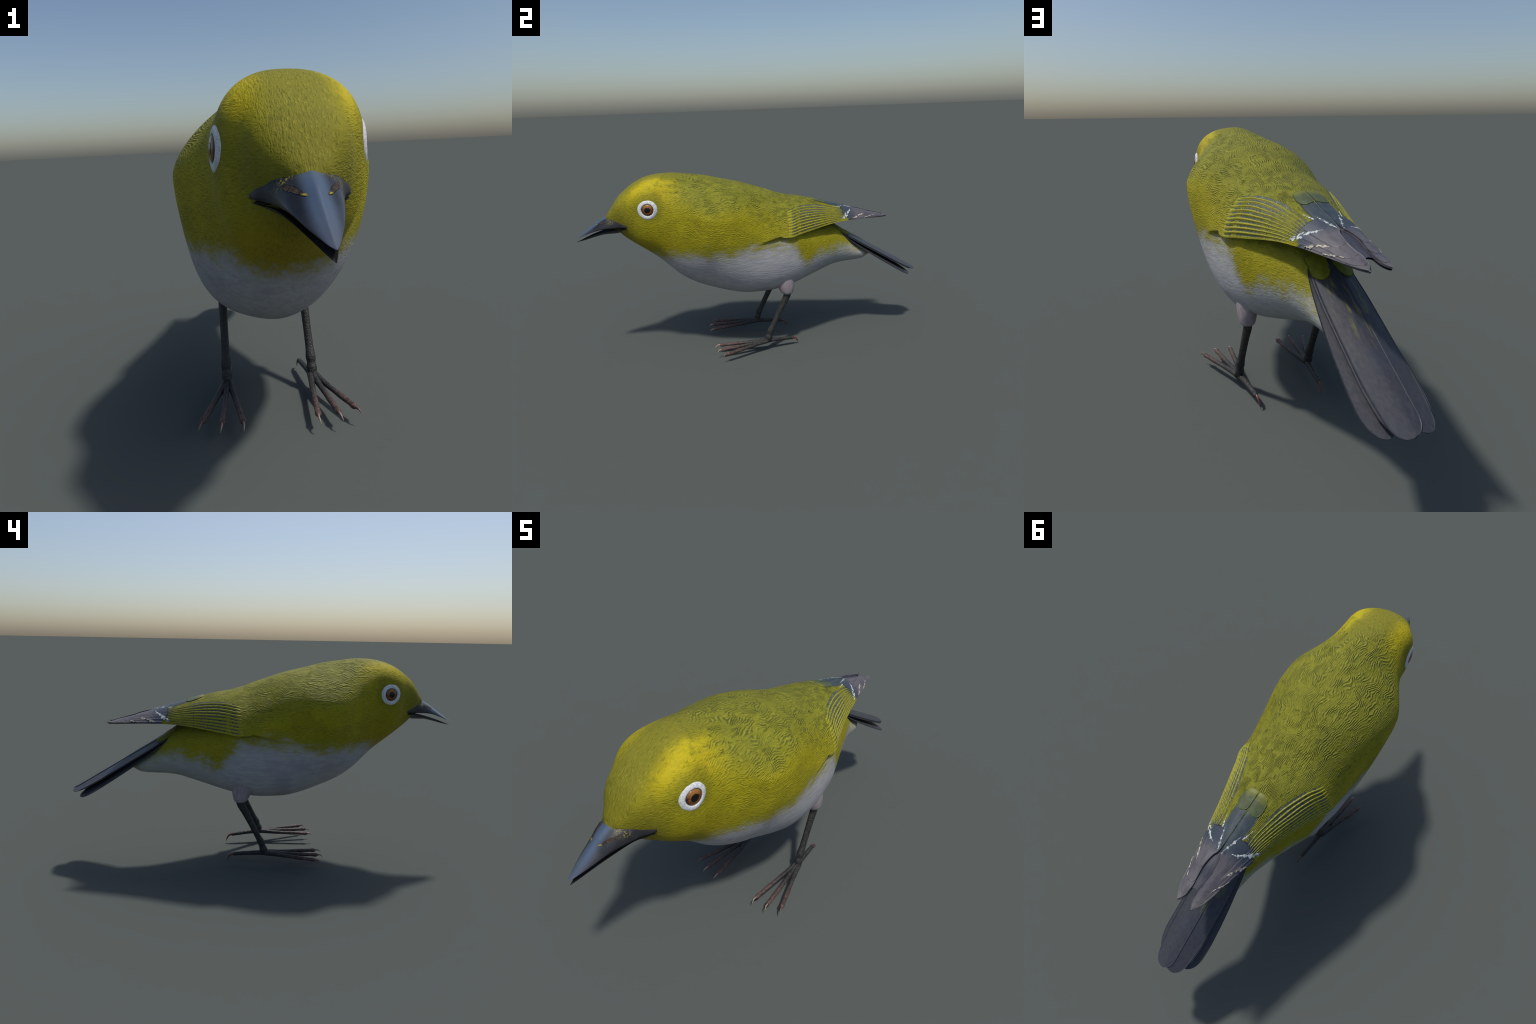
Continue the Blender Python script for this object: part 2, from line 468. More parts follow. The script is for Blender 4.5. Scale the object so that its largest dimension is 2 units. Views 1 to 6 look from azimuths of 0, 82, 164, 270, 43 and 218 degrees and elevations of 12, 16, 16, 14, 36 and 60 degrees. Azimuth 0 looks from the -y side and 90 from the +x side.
# ------------------------------------------------------------------ body skin
#   Y, top, bottom, half width, height fraction of widest point, upper/lower roundness
BODY = [
 (-.834, .842, .815, .008, .55, 2.1, 2.1), (-.829, .848, .805, .020, .60, 2.2, 2.0),
 (-.818, .866, .793, .037, .62, 2.3, 1.9), (-.80, .890, .776, .053, .57, 2.4, 1.9), (-.77, .932, .754, .082, .59, 2.6, 1.9),
 (-.748, .957, .732, .097, .57, 2.7, 1.95), (-.727, .974, .714, .1065, .55, 2.8, 2.0), (-.70, .995, .693, .120, .53, 2.9, 2.1),
 (-.66, 1.020, .665, .149, .53, 2.8, 2.2), (-.62, 1.039, .636, .1665, .54, 2.75, 2.2), (-.55, 1.056, .575, .168, .57, 2.45, 2.09),
 (-.47, 1.060, .490, .192, .60, 1.90, 2.05), (-.39, 1.051, .433, .237, .66, 1.55, 1.95),
 (-.30, 1.038, .392, .275, .67, 1.55, 1.85), (-.20, 1.012, .361, .272, .66, 1.95, 2.2),
 (-.08, .982, .343, .257, .59, 2.2, 2.75), (.05, .938, .344, .243, .525, 2.0, 2.9),
 (.08, .928, .348, .238, .518, 2.0, 2.85), (.13, .893, .356, .229, .52, 2.0, 2.75), (.18, .850, .367, .218, .52, 2.0, 2.7),
 (.25, .795, .386, .193, .50, 2.05, 2.5), (.32, .765, .407, .166, .50, 2.1, 2.33), (.40, .735, .432, .137, .49, 2.1, 2.2),
 (.46, .708, .449, .117, .49, 2.2, 2.12), (.52, .662, .456, .098, .49, 1.95, 2.1),
 (.58, .606, .459, .084, .48, 1.7, 2.1), (.64, .560, .465, .073, .48, 1.7, 2.1), (.69, .522, .490, .050, .50, 2.1, 2.1)]
BT = np.array(BODY)
def softened(f, sig=.022):
    """Ease the curvature jumps at the stations, leaving the face and the end of the rump as drawn."""
    x = np.linspace(-.834, .69, 1525); g = f(x)
    k = np.exp(-.5*(np.arange(-70, 71)*(x[1]-x[0])/sig)**2); k /= k.sum()
    h = np.convolve(np.pad(g, 70, mode='edge'), k, 'valid')
    m = sstep(-.70, -.62, x)*(1 - sstep(.04, .08, x))
    g = g*(1-m) + h*m
    return lambda y: np.interp(np.asarray(y, float), x, g)
bf = [softened(pchip(BT[:, 0], BT[:, k])) for k in range(1, 7)]
Y0 = .08                       # the wing roof takes over from the body here

def section_xz(th, zt, zb, w, q, nu, nl):
    """th = 0 at the top, pi at the bottom; radial super-ellipse."""
    zm = zb + (zt - zb) * q
    c, s = np.cos(th), np.sin(th)
    n = np.where(c > 0, nu, nl)
    r = 1.0 / (np.abs(c)**n + np.abs(s)**n)**(1/n)
    hz = np.where(c > 0, zt - zm, zm - zb)
    return w * r * s, zm + hz * r * c

crease_z = curve((-.066, .664), (.0, .680), (.08, .698))
def lip(Y):
    return sstep(-.075, .08, Y)

def body_point(Y, th, groove=True):
    zt, zb, w, q, nu, nl = [f(Y) for f in bf]
    x, z = section_xz(th, zt, zb, w, q, nu, nl)
    # folded wing edge standing proud of the flank, in front of the wing itself
    dz = z - crease_z(np.clip(Y, -.066, .08))
    k = lip(Y) * (1 - sstep(.09, .2, Y))
    side = np.sign(x) * sstep(.10, .16, np.abs(x))
    out = .009 * np.exp(-np.maximum(dz, 0)/.06) * sstep(-.003, .003, dz)
    dip = -.010 * np.exp(-np.maximum(-dz, 0)/.035) * (1 - sstep(-.003, .003, dz))
    x = x + side * k * (out + dip)
    return np.stack([x, np.broadcast_to(Y, np.shape(x)), z], -1)

NA = 400
ths = np.linspace(0, 2*np.pi, NA, endpoint=False)
# denser rings toward the bill
ys = np.unique(np.concatenate([np.linspace(-.834, -.74, 60), np.linspace(-.74, .69, 300), [Y0, -.50, -.34, .44]]))
BV = np.stack([body_point(y, ths) for y in ys])          # (rings, NA, 3)
nR = len(ys)
V = BV.reshape(-1, 3)
F = np.array(grid_faces(nR, NA, 0, wrap_v=True, flip=True))
VN = vert_normals(V, F)
# on the ring shared with the wings use the slope of the visible skin only
k0 = int(np.argmin(abs(ys - Y0)))
ring_in = np.stack([body_point(y, ths) for y in (Y0-.012, Y0-.008, Y0-.004, Y0)])
Fr = np.array(grid_faces(4, NA, 0, wrap_v=True, flip=True))
upper_side = np.cos(ths)[:, None] > -.2
Nr = vert_normals(ring_in.reshape(-1, 3), Fr).reshape(4, NA, 3)[3]
VN = VN.reshape(nR, NA, 3)
VN[k0] = np.where(upper_side, Nr, VN[k0])
VN = VN.reshape(-1, 3)
parts = [("head", -9, -.50), ("neck", -.50, -.34), ("torso", -.34, .44), ("rump", .44, 9)]
for nm, a, b in parts:
    i0 = 0 if a < -1 else int(np.argmin(abs(ys - a)))
    i1 = nR-1 if b > 1 else int(np.argmin(abs(ys - b)))
    vv = V[i0*NA:(i1+1)*NA]; nn = VN[i0*NA:(i1+1)*NA]
    ff = [tuple(f) for f in grid_faces(i1-i0+1, NA, 0, wrap_v=True, flip=True)]
    vv = list(vv); nn = list(nn)
    for edge, ring, sgn in ((a < -1, 0, -1), (b > 1, i1-i0, 1)):
        if edge:     # close the end with a fan
            cidx = len(vv); base = ring*NA
            vv.append(np.mean(vv[base:base+NA], axis=0) + np.array([0, sgn*.006, 0])); nn.append(np.array([0, sgn, 0.]))
            for j in range(NA):
                p, q_ = base+j, base+(j+1) % NA
                ff.append((p, q_, cidx) if sgn > 0 else (q_, p, cidx))
    mesh_object(nm, vv, ff, MAT['plumage'], bird, normals=nn)

# ------------------------------------------------------------------ wings
roof = curve((.0, .955), (.05, .938), (.08, .928), (.12, .911), (.15, .9025), (.185, .893), (.25, .882), (.33, .862), (.44, .830), (.51, .811),
             (.583, .789), (.65, .774), (.69, .760), (.735, .749), (.79, .735), (.82, .731))
w_half = curve((.08, .238), (.15, .237), (.21, .2125), (.29, .183), (.367, .158), (.45, .137), (.53, .119), (.60, .103),
               (.66, .090), (.73, .077), (.77, .068), (.80, .060), (.82, .054))
w_edge = curve((.08, .698), (.12, .694), (.15, .693), (.21, .700), (.29, .711), (.367, .722), (.45, .731), (.53, .734), (.60, .733), (.82, .729))
zm0 = float(bf[1](Y0) + (bf[0](Y0)-bf[1](Y0))*bf[3](Y0))
w_mid = curve((.08, zm0), (.15, .655), (.22, .685), (.30, .709), (.367, .722), (.82, .722))
w_n = curve((.08, float(bf[4](Y0))), (.15, 2.15), (.30, 2.05), (.45, 1.8), (.60, 1.65), (.82, 1.55))
inner = curve((.56, .0), (.584, .004), (.60, .012), (.63, .018), (.66, .020), (.70, .016), (.73, .012), (.76, .014), (.785, .022), (.80, .034), (.808, .044))

def wing_point(Y, t, off=0.0, side=1):
    """t = 0 on the back's midline, 1 on the free lower edge."""
    Y = np.asarray(Y, float); t = np.asarray(t, float)
    Y, t = np.broadcast_arrays(Y, t)
    zt, w, zm, n, ze = roof(Y), w_half(Y), np.minimum(w_mid(Y), w_edge(Y)), w_n(Y), w_edge(Y)
    hz = np.maximum(zt - zm, .002)
    # end angle where the section reaches the edge height
    e = np.clip((ze - zm)/hz, 0, .95)
    xe = (1 - e**n)**(1/n)
    te = np.arctan2(xe, e)
    th = te * t
    c, s = np.cos(th), np.sin(th)
    r = 1.0/(np.abs(c)**n + np.abs(s)**n)**(1/n)
    x, z = w*r*s, zm + hz*r*c
    k = 1 - sstep(.09, .2, Y)
    dz = z - ze
    x = x + .009*k*np.exp(-np.maximum(dz, 0)/.06)*sstep(.10, .16, x)
    if np.any(np.asarray(off) != 0):
        z = z + off*np.clip(r*c, 0, 1)
        x = x + off*np.clip(r*s, 0, 1)
    return np.stack([x*side, Y, z], -1)

def t_of_x(Y, X):
    """t where the wing surface reaches |x| = X (array-wise)."""
    Y = np.atleast_1d(np.asarray(Y, float)); X = np.broadcast_to(np.asarray(X, float), Y.shape)
    tt = np.linspace(0, 1, 200)
    out = np.empty(len(Y))
    for i, (y, xx) in enumerate(zip(Y, X)):
        px = wing_point(y, tt)[:, 0]
        out[i] = np.interp(xx, px, tt)
    return out

nS = 10                                      # barred coverts on each wing
bar_top = curve((.08, .69), (.10, .65), (.155, .54), (.215, .46), (.29, .405), (.38, .36), (.45, .36), (.51, .40), (.58, .44))
def bar_y(u, s):
    yf = .094 - .012*s
    yr = .572 - .080*s
    return yf + (yr-yf)*u

def bar_t(u, s):
    """Lane borders of the barred coverts, fanning below the arched upper border.
    s = 0 uppermost, 1 at the wing's edge."""
    t0 = bar_top(bar_y(u, s))
    return t0 + (1-t0)*s**(1.0 - .12*u)

for side in (1, -1):
    # ---- shell of the folded wing
    Yw = np.concatenate([np.linspace(Y0, .56, 90), np.linspace(.5655, .808, 50)])
    nT = 120
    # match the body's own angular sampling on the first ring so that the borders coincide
    tt = np.linspace(0, 1, nT)
    rows = []
    for y in Yw:
        ti = 0.0
        if y > .735:
            ti = float(t_of_x([y], [inner(y)])[0])
        t = ti + (1-ti)*tt
        off = -.007*float(sstep(.50, .60, y))
        rows.append(wing_point(y, t, off, side))
    P = np.stack(rows)
    fm = np.zeros((len(Yw)-1, nT-1), int)
    for i in range(len(Yw)-1):
        for j in range(nT-1):
            s = tt[j]
            if Yw[i] > .525 + .04*(1-s): fm[i, j] = 1
    wing = solid_sheet(P, .006, "wing", [MAT['plumage'], MAT['slate_vane']], bird, fm, 1, True)
    # carry the body's normals onto the shared border so that no seam shows
    vn = np.array([v.vector for v in wing.data.vertex_normals], float).copy()
    na = len(Yw)*nT
    for j in range(nT):
        q = P[0, j]*np.array([side, 1, 1])
        m = np.argmin(np.sum((BV[k0][:NA//2+1] - q)**2, axis=1))
        for r_ in range(6):
            w_ = 1 - r_/6
            b_ = VN[k0*NA + m]*np.array([side, 1, 1])
            v_ = vn[r_*nT+j]*(1-w_) + b_*w_
            vn[r_*nT+j] = v_/np.linalg.norm(v_)
    wing.data.normals_split_custom_set_from_vertices([tuple(n_) for n_ in vn])

    # ---- barred coverts: narrow shingled feathers, dark vane with a raised yellow edge
    for k in range(nS):
        s0, s1 = k/nS, (k+1)/nS
        u = np.linspace(0, 1, 230); v = np.linspace(0, 1, 21)
        U, Vv = np.meshgrid(u, v, indexing='ij')
        wob = .004*np.sin(U*9+k*1.7) + .0025*np.sin(U*23+k)
        S = s0 + (s1-s0)*Vv
        T = np.clip(bar_t(U, S) + wob*sstep(0, .15, U)*(1-S), 0, 1)
        Yb = bar_y(U, S)
        dark = np.interp(k, [0, 2, 4, 6, 9], [.52, .52, .44, .36, .36])
        dark = dark*(.06 + .94*sstep(.01 + .025*np.sin(k*2.3), .20, U)) + .16*sstep(.35, .8, U) + .18*sstep(.82, 1.0, U)
        ridge = np.sin(np.pi*np.clip((Vv-dark)/(1-dark), 0, 1))
        lift = -.0045 + .0045*sstep(0, .16, U) + np.interp(U, [0, .25, .6, 1], [0, .0046, .0030, .0016])*ridge*(1 - .55*S*sstep(.5, .1, U)) - .001*sstep(.94, 1, U)
        lift = np.where(S > .93, np.minimum(lift, .0015), lift)
        Pk = wing_point(Yb, T, lift, side)
        fm = np.zeros((len(u)-1, len(v)-1), int)
        Um, Vm = (U[1:, 1:]+U[:-1, :-1])/2, (Vv[1:, 1:]+Vv[:-1, :-1])/2
        jit = RNG.normal(0, .04, Um.shape); jit = jit + .6*np.roll(jit, 1, 0) + .05*np.sin(Um*140+k)
        dm = (dark[1:, 1:]+dark[:-1, :-1])/2
        fm = np.where(Vm + jit < dm, 1, 0)
        fm = np.where((fm == 0) & (Vm + jit < dm+.13), 2, fm)
        solid_sheet(Pk, .003, "covert_feather", [MAT['yellow_vane'], MAT['dark_vane'], MAT['olive_vane']], wing, fm, 1)

    # ---- primaries: overlapping grey blades reaching the wing tip
    prim = [(.50, .665, .16, .60, .0015), (.50, .725, .12, .78, .0005), (.495, .772, .10, .92, -.0008), (.49, .808, .08, 1.0, -.0025)]
    for k, (ya, yb, a_in, a_out, lft) in enumerate(prim):
        u = np.linspace(0, 1, 60); v = np.linspace(0, 1, 14)
        Pk = np.empty((60, 14, 3))
        for i, uu in enumerate(u):
            y = ya + (yb-ya)*(1-(1-uu)**1.25)
            tin = float(t_of_x([y], [inner(y)+.0015])[0]) if y > .56 else .12
            tout = 1.0 if k == 3 else a_out + (1-a_out)*0
            # round the tip off toward the inner edge
            q = np.clip((uu-.80)/.20, 0, 1)
            half = np.sqrt(max(0.0, 1-q*q))
            lo, hi = tin, max(tout, tin+.02)
            if k < 3:
                mid = lo + .35*(hi-lo)
                lo2, hi2 = mid-(mid-lo)*max(half, .06), mid+(hi-mid)*max(half, .06)
            else:
                mid = lo + .5*(hi-lo)
                lo2, hi2 = mid-(mid-lo)*max(half, .12), mid+(hi-mid)*max(half, .12)
            tv = lo2 + (hi2-lo2)*v
            Pk[i] = wing_point(np.full(14, y), tv, lft + .0012*np.sin(np.pi*v), side)
        solid_sheet(Pk, .0025, "primary_feather", MAT['grey_vane'], wing)

    # ---- ragged pale edges: (y, t) polylines with a width
    def pale(line, width, mat, lift=.0010, rag=.7, seed=0):
        r = np.random.default_rng(seed)
        L = np.array(line, float)
        q = np.linspace(0, 1, len(L)); u = np.linspace(0, 1, 60)
        yy = pchip(q, L[:, 0])(u); xx = pchip(q, L[:, 1])(u)
        tang = np.stack([np.gradient(xx), np.gradient(yy)], -1)
        tang /= np.linalg.norm(tang, axis=1, keepdims=True)
        nrm = np.stack([-tang[:, 1], tang[:, 0]], -1)
        env = np.sin(np.pi*np.clip(u*.96+.02, 0, 1))**.6*(.55+.45*np.sin(u*23+seed)*np.sin(u*9+seed*2))
        soft = lambda a: np.convolve(np.pad(a, 2, mode='edge'), [.1, .22, .36, .22, .1], 'valid')
        wl = width*env*(1-rag*soft(r.random(60))); wr = width*env*(1-rag*soft(r.random(60)))
        Pk = np.empty((60, 7, 3))
        for i in range(60):
            for j, vv in enumerate(np.linspace(-1, 1, 7)):
                ww = wl[i] if vv < 0 else wr[i]
                X = xx[i] + nrm[i, 0]*ww*vv; Yp = yy[i] + nrm[i, 1]*ww*vv
                tq = float(t_of_x([Yp], [max(X, 0.001)])[0])
                Pk[i, j] = wing_point(Yp, tq, lift + .0010*(1-vv*vv), side)
        solid_sheet(Pk, .004, "pale_edge", mat, wing)
    pale([(.486, .121), (.508, .108), (.527, .092), (.543, .074)], .0140, MAT['pale_edge'], rag=.55, seed=1)
    pale([(.528, .088), (.545, .072), (.556, .058), (.562, .042)], .0115, MAT['pale_edge'], rag=.6, lift=.0020, seed=8)
    pale([(.556, .056), (.564, .036), (.572, .020), (.585, .006)], .0100, MAT['pale_edge'], rag=.6, seed=2)
    pale([(.450, .062), (.490, .050), (.525, .036), (.560, .020), (.580, .008)], .0062, MAT['pale_edge'], rag=.6, seed=3)
    pale([(.495, .036), (.525, .028), (.550, .020), (.575, .010)], .0095, MAT['pale_edge'], rag=.6, lift=.0022, seed=4)
    pale([(.556, .107), (.578, .097), (.605, .082), (.645, .064)], .0085, MAT['cream_edge'], rag=.6, seed=5)
    pale([(.640, .087), (.668, .077), (.694, .064), (.712, .057)], .0050, MAT['cream_edge'], rag=.6, lift=.0012, seed=6)

    # ---- tertials close to the midline
    def blade_on_wing(ya, yb, xa, xb, name, mat, lift, tipround=.35, basew=.5):
        nu, nv = 50, 14
        u = np.linspace(0, 1, nu)
        Pk = np.empty((nu, nv, 3))
        for i, uu in enumerate(u):
            y = ya + (yb-ya)*uu
            q = np.clip((uu-(1-tipround))/tipround, 0, 1)
            half = max(.05, math.sqrt(max(0, 1-q*q)))*(basew + (1-basew)*float(sstep(0, .35, uu)))
            lo = np.interp(uu, [0, 1], xa); hi = np.interp(uu, [0, 1], xb)
            mid = (lo+hi)/2
            xs = mid + (hi-lo)/2*half*np.linspace(-1, 1, nv)
            inn = lo + (mid-lo)*(1-half)*(.15 + .85*q**3)
            xs = inn + (mid + (hi-lo)/2*half - inn)*np.linspace(0, 1, nv)
            xs = np.maximum(xs, .0005)
            tq = t_of_x(np.full(nv, y), xs)
            lf = lift - .003*(1-float(sstep(0, .2, uu))) + .0012*np.sin(np.pi*np.linspace(0, 1, nv))
            Pk[i] = wing_point(np.full(nv, y), tq, lf, side)
        solid_sheet(Pk, .0025, name, mat, wing)
    blade_on_wing(.375, .582, (.0006, .001), (.056, .040), "tertial_feather", MAT['tertial_blue'], .0012, .30, .8)
    blade_on_wing(.318, .412, (.0006, .001), (.050, .056), "tertial_covert", MAT['tertial_green'], .0035, .45, .55)
    blade_on_wing(.50, .60, (.004, .012), (.06, .050), "tertial_tip", MAT['tertial_blue'], .0004, .4, .8)

# ------------------------------------------------------------------ tail
def tail_plate(name, ylim, lo_f, hi_f, z_f, side, thick, tip=.10, lo_tip=.0):
    nu, nv = 70, 18
    u = np.linspace(0, 1, nu)
    P = np.empty((nu, nv, 3))
    for i, uu in enumerate(u):
        y = ylim[0] + (ylim[1]-ylim[0])*(1-(1-uu)**1.4)
        q = np.clip((y-(ylim[1]-tip))/tip, 0, 1)
        half = max(.04, (1-q**2.4)**.45 if q < 1 else .04)
        lo, hi = float(lo_f(y)), float(hi_f(y))
        mid = lo + (hi-lo)*(.5-lo_tip)
        x = np.where(np.linspace(-1, 1, nv) < 0, mid + (mid-lo)*half*np.linspace(-1, 1, nv), mid + (hi-mid)*half*np.linspace(-1, 1, nv))
        P[i] = np.stack([x*side, np.full(nv, y), z_f(x, y)], -1)
    return solid_sheet(P, thick, name, MAT['tail_vane'], bird)

zc = lambda x, y: .628 - .60*(y-.572) + .006 - .55*np.maximum(np.abs(x)-.012, 0)**1.15 - .0025*np.exp(-((x-.035)/.004)**2)*0
zl = lambda x, y: .526 - .622*(y-.678) - .34*(x-.05) + .022*np.exp(-np.maximum(y-.50, 0)/.065)
cw = curve((.49, .062), (.54, .070), (.64, .077), (.84, .079), (.92, .073), (1.01, .060))
lw = curve((.49, .066), (.52, .076), (.60, .088), (.68, .097), (.77, .104), (.86, .107), (.93, .100), (.96, .090))
for side, tipy, dz in ((1, 1.007, .0018), (-1, 1.002, -.0018)):
    tail_plate("tail_feather", (.49, tipy), lambda y: -.020, cw, lambda x, y: zc(x, y)+dz, side, .003, .055, .0)
    tail_plate("tail_feather", (.50, .978), lambda y: .018, lambda y: cw(y)+.004, lambda x, y: zc(x, y)-.0045, side, .003, .07, 0)
    tail_plate("tail_feather", (.50, .960), lambda y: .012, lw, zl, side, .0035, .09, -.05)

# rounded uppertail coverts overlapping the tail's root
for side in (1, -1):
    nu, nv = 40, 16
    P = np.empty((nu, nv, 3))
    for i, uu in enumerate(np.linspace(0, 1, nu)):
        y = .465 + .098*uu
        q = np.clip((uu-.55)/.45, 0, 1)
        half = max(.05, math.sqrt(max(0, 1-q*q)))
        x = .040 + .031*half*np.linspace(-1, 1, nv)
        zbody = np.interp(y, [.465, .50, .53, .565], [.706, .684, .662, .640])
        z = zbody - 6.0*np.maximum(x-.012, 0)**2 - .004*(1-uu)
        P[i] = np.stack([x*side, np.full(nv, y), z], -1)
    solid_sheet(P, .004, "uppertail_covert", MAT['covert_tuft'], bird)

# ------------------------------------------------------------------ bill
def top_section(a, w, ze, zr, y):
    """Domed at the base, drawn out to a keeled wedge toward the tip; a in -1..1 across."""
    a = np.asarray(a, float)
    n = 1.42 + .85*sstep(-.90, -.80, y)
    th = a*np.pi/2
    c, s = np.cos(th), np.abs(np.sin(th))
    r = 1/(c**n + s**n)**(1/n)
    keel = .075*np.maximum(0, 1-np.abs(a)/.22)**1.2
    return ze + (zr-ze)*(r*c*.93 + keel), w*r*s*np.sign(a)
def bill_half(name, ytab, mat, top):
    """Lofted mandible. Table rows: y, half width, edge z, ridge (culmen or keel) z."""
    T_ = np.array(ytab, float)
    f = [pchip(-T_[:, 0][::1], T_[:, k]) for k in (1, 2, 3)]
    yy = np.concatenate([np.linspace(T_[0, 0], -.97, 50), np.linspace(-.972, T_[-1, 0], 16)])
    n = 16
    rows = []
    for y in yy:
        w, ze, zr = float(f[0](-y)), float(f[1](-y)), float(f[2](-y))
        a = np.linspace(-1, 1, 2*n+1)
        if top:   # convex flanks meeting at a rounded ridge
            zz, xx = top_section(a, w, ze, zr, y)
        else:
            zz = ze + (zr-ze)*(1-np.abs(a)**2.2)
            xx = w*a
        outer = np.stack([xx, np.full_like(a, y), zz], -1)
        a2 = np.linspace(1, -1, 2*n+1)[1:-1]
        deep = (.35 if top else .45)*(zr-ze)
        edge = .0035 if top else -.0035
        innr = np.stack([w*.90*a2, np.full_like(a2, y), ze + deep*(1-a2**2) ], -1)
        rows.append(np.concatenate([outer, innr]))
    P = np.stack(rows); m = P.shape[1]
    F = grid_faces(len(yy), m, 0, wrap_v=True, flip=not top)
    Vb = list(P.reshape(-1, 3))
    fm = []
    for i in range(len(yy)-1):
        for j in range(m):
            fm.append(0 if j < 2*n else 1)
    for ring, s in ((0, 1), (len(yy)-1, -1)):
        c = len(Vb); Vb.append(P[ring].mean(0) + np.array([0, .0015*s, 0]))
        for j in range(m):
            p, q_ = ring*m+j, ring*m+(j+1) % m
            F.append((p, q_, c) if (s > 0) == (not top) else (q_, p, c)); fm.append(0)
    return mesh_object(name, Vb, F, [mat, MAT['mouth']], bird, fm)

UPPER = [(-.724, .1020, .792, .836), (-.748, .0925, .791, .866), (-.77, .0790, .789, .880), (-.80, .0680, .787, .858), (-.833, .0595, .7855, .8445),
    (-.868, .051, .781, .827), (-.90, .042, .773, .805), (-.935, .031, .761, .781), (-.965, .019, .750, .761), (-.99, .008, .741, .7445), (-1.001, .0015, .7375, .7385)]
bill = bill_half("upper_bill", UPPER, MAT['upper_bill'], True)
bill_half("lower_bill", [(-.728, .099, .785, .766), (-.75, .084, .781, .756), (-.79, .063, .776, .749), (-.84, .050, .767, .7485), (-.895, .035, .753, .739),
    (-.946, .019, .736, .726), (-.98, .007, .723, .719), (-.996, .0015, .718, .7165)], MAT['lower_bill'], False)

# dark lining that closes the mouth at the gape
def blob(name, c, radii, mat, parent, nu=16, nv=32):
    V_ = [(c[0] + radii[0]*math.sin(math.pi*i/nu)*math.cos(2*math.pi*j/nv), c[1] + radii[1]*math.sin(math.pi*i/nu)*math.sin(2*math.pi*j/nv),
           c[2] + radii[2]*math.cos(math.pi*i/nu)) for i in range(nu+1) for j in range(nv)]
    return mesh_object(name, np.array(V_), grid_faces(nu+1, nv, 0, wrap_v=True), mat, parent)
blob("mouth_lining", (0, -.735, .786), (.0925, .050, .0085), MAT['mouth'], bill)

# nostrils: thin dark brown plates laid on both sides of the ridge, with a few yellow bristles in front
BT_ = np.array(UPPER, float)
bfn = [pchip(-BT_[:, 0], BT_[:, k]) for k in (1, 2, 3)]
def bill_patch(name, line, width, mat, lift, side, seed, rag=.5):
    r = np.random.default_rng(seed)
    L = np.array(line, float); q = np.linspace(0, 1, len(L)); nu = 30
    u = np.linspace(0, 1, nu)
    yy = pchip(q, L[:, 0])(u); aa = pchip(q, L[:, 1])(u)
    env = np.sin(np.pi*(u*.94+.03))**.6
    P = np.empty((nu, 7, 3))
    for i in range(nu):
        w1, w2 = width*env[i]*(1-rag*r.random()), width*env[i]*(1-rag*r.random())
        for j, v in enumerate(np.linspace(-1, 1, 7)):
            y = yy[i]; w, ze, zr = [float(f(-y)) for f in bfn]
            a = aa[i] + (w1 if v < 0 else w2)*v/w*.6
            zz, xx = top_section(a, w, ze, zr, y)
            P[i, j] = (side*(xx+lift*.7), y-lift*.3, zz + lift)
    return solid_sheet(P, .002, name, mat, bill)
for side in (1, -1):
    bill_patch("nostril", [(-.824, .60), (-.843, .55), (-.862, .46), (-.880, .36)], .0085, MAT['nostril'], .0009, side, 3 + side, .35)
    bill_patch("nostril_bristles", [(-.876, .40), (-.880, .34), (-.885, .29)], .0055, MAT['nostril_fleck'], .0014, side, 13 + side, .8)

# ------------------------------------------------------------------ eyes
ye, ze_ = -.607, .891
def head_side(y, z):
    zt, zb, w, q, nu, nl = [float(f(y)) for f in bf]
    zm = zb + (zt-zb)*q; n = nu if z > zm else nl
    hz = (zt-zm) if z > zm else (zm-zb)
    k = min(abs(z-zm)/hz, .999)
    return w*(1-k**n)**(1/n)
nx = np.array([1.0, -(head_side(ye+.02, ze_)-head_side(ye-.02, ze_))/.04, -(head_side(ye, ze_+.02)-head_side(ye, ze_-.02))/.04])
nx = np.array([1.0, -.19, .05]); nx /= np.linalg.norm(nx)
cx = np.array([head_side(ye, ze_)-.003, ye, ze_])
e1 = np.cross(nx, [0, 0, 1]); e1 /= np.linalg.norm(e1)      # toward the tail or bill
e2 = np.cross(e1, nx); e2 /= np.linalg.norm(e2)             # upward
if e2[2] < 0: e2 = -e2
def disc(name, prof, mat, parent, side, n=64, surf_from=1e9, wob=0.0, close=True):
    """Surface of revolution about the eye axis; far rings hug the head surface."""
    rings = []
    a = np.linspace(0, 2*np.pi, n, endpoint=False)
    for r, h in prof:
        rr = r*(1 + wob*(np.sin(3*a+.6)*.5+np.sin(7*a)*.22+.3*np.sin(11*a+1)))
        p = cx + np.outer(rr*np.cos(a), e1) + np.outer(rr*np.sin(a)*.97, e2)
        k = float(sstep(.030, .047, r))
        hug = p.copy()
        for i in range(n):
            hug[i, 0] = max(head_side(p[i, 1], p[i, 2]), .02)
        p = p*(1-k) + hug*k + nx*h
        rings.append(p)
    P = np.stack(rings)
    P[..., 0] *= side
    F = grid_faces(len(prof), n, 0, wrap_v=True, flip=(side < 0))
    Vv = list(P.reshape(-1, 3))
    if close:
        c = len(Vv); Vv.append(P[0].mean(0))
        for j in range(n):
            F.append((j, c, (j+1) % n) if side > 0 else ((j+1) % n, c, j))
    ob = mesh_object(name, Vv, F, mat, parent)
    return ob
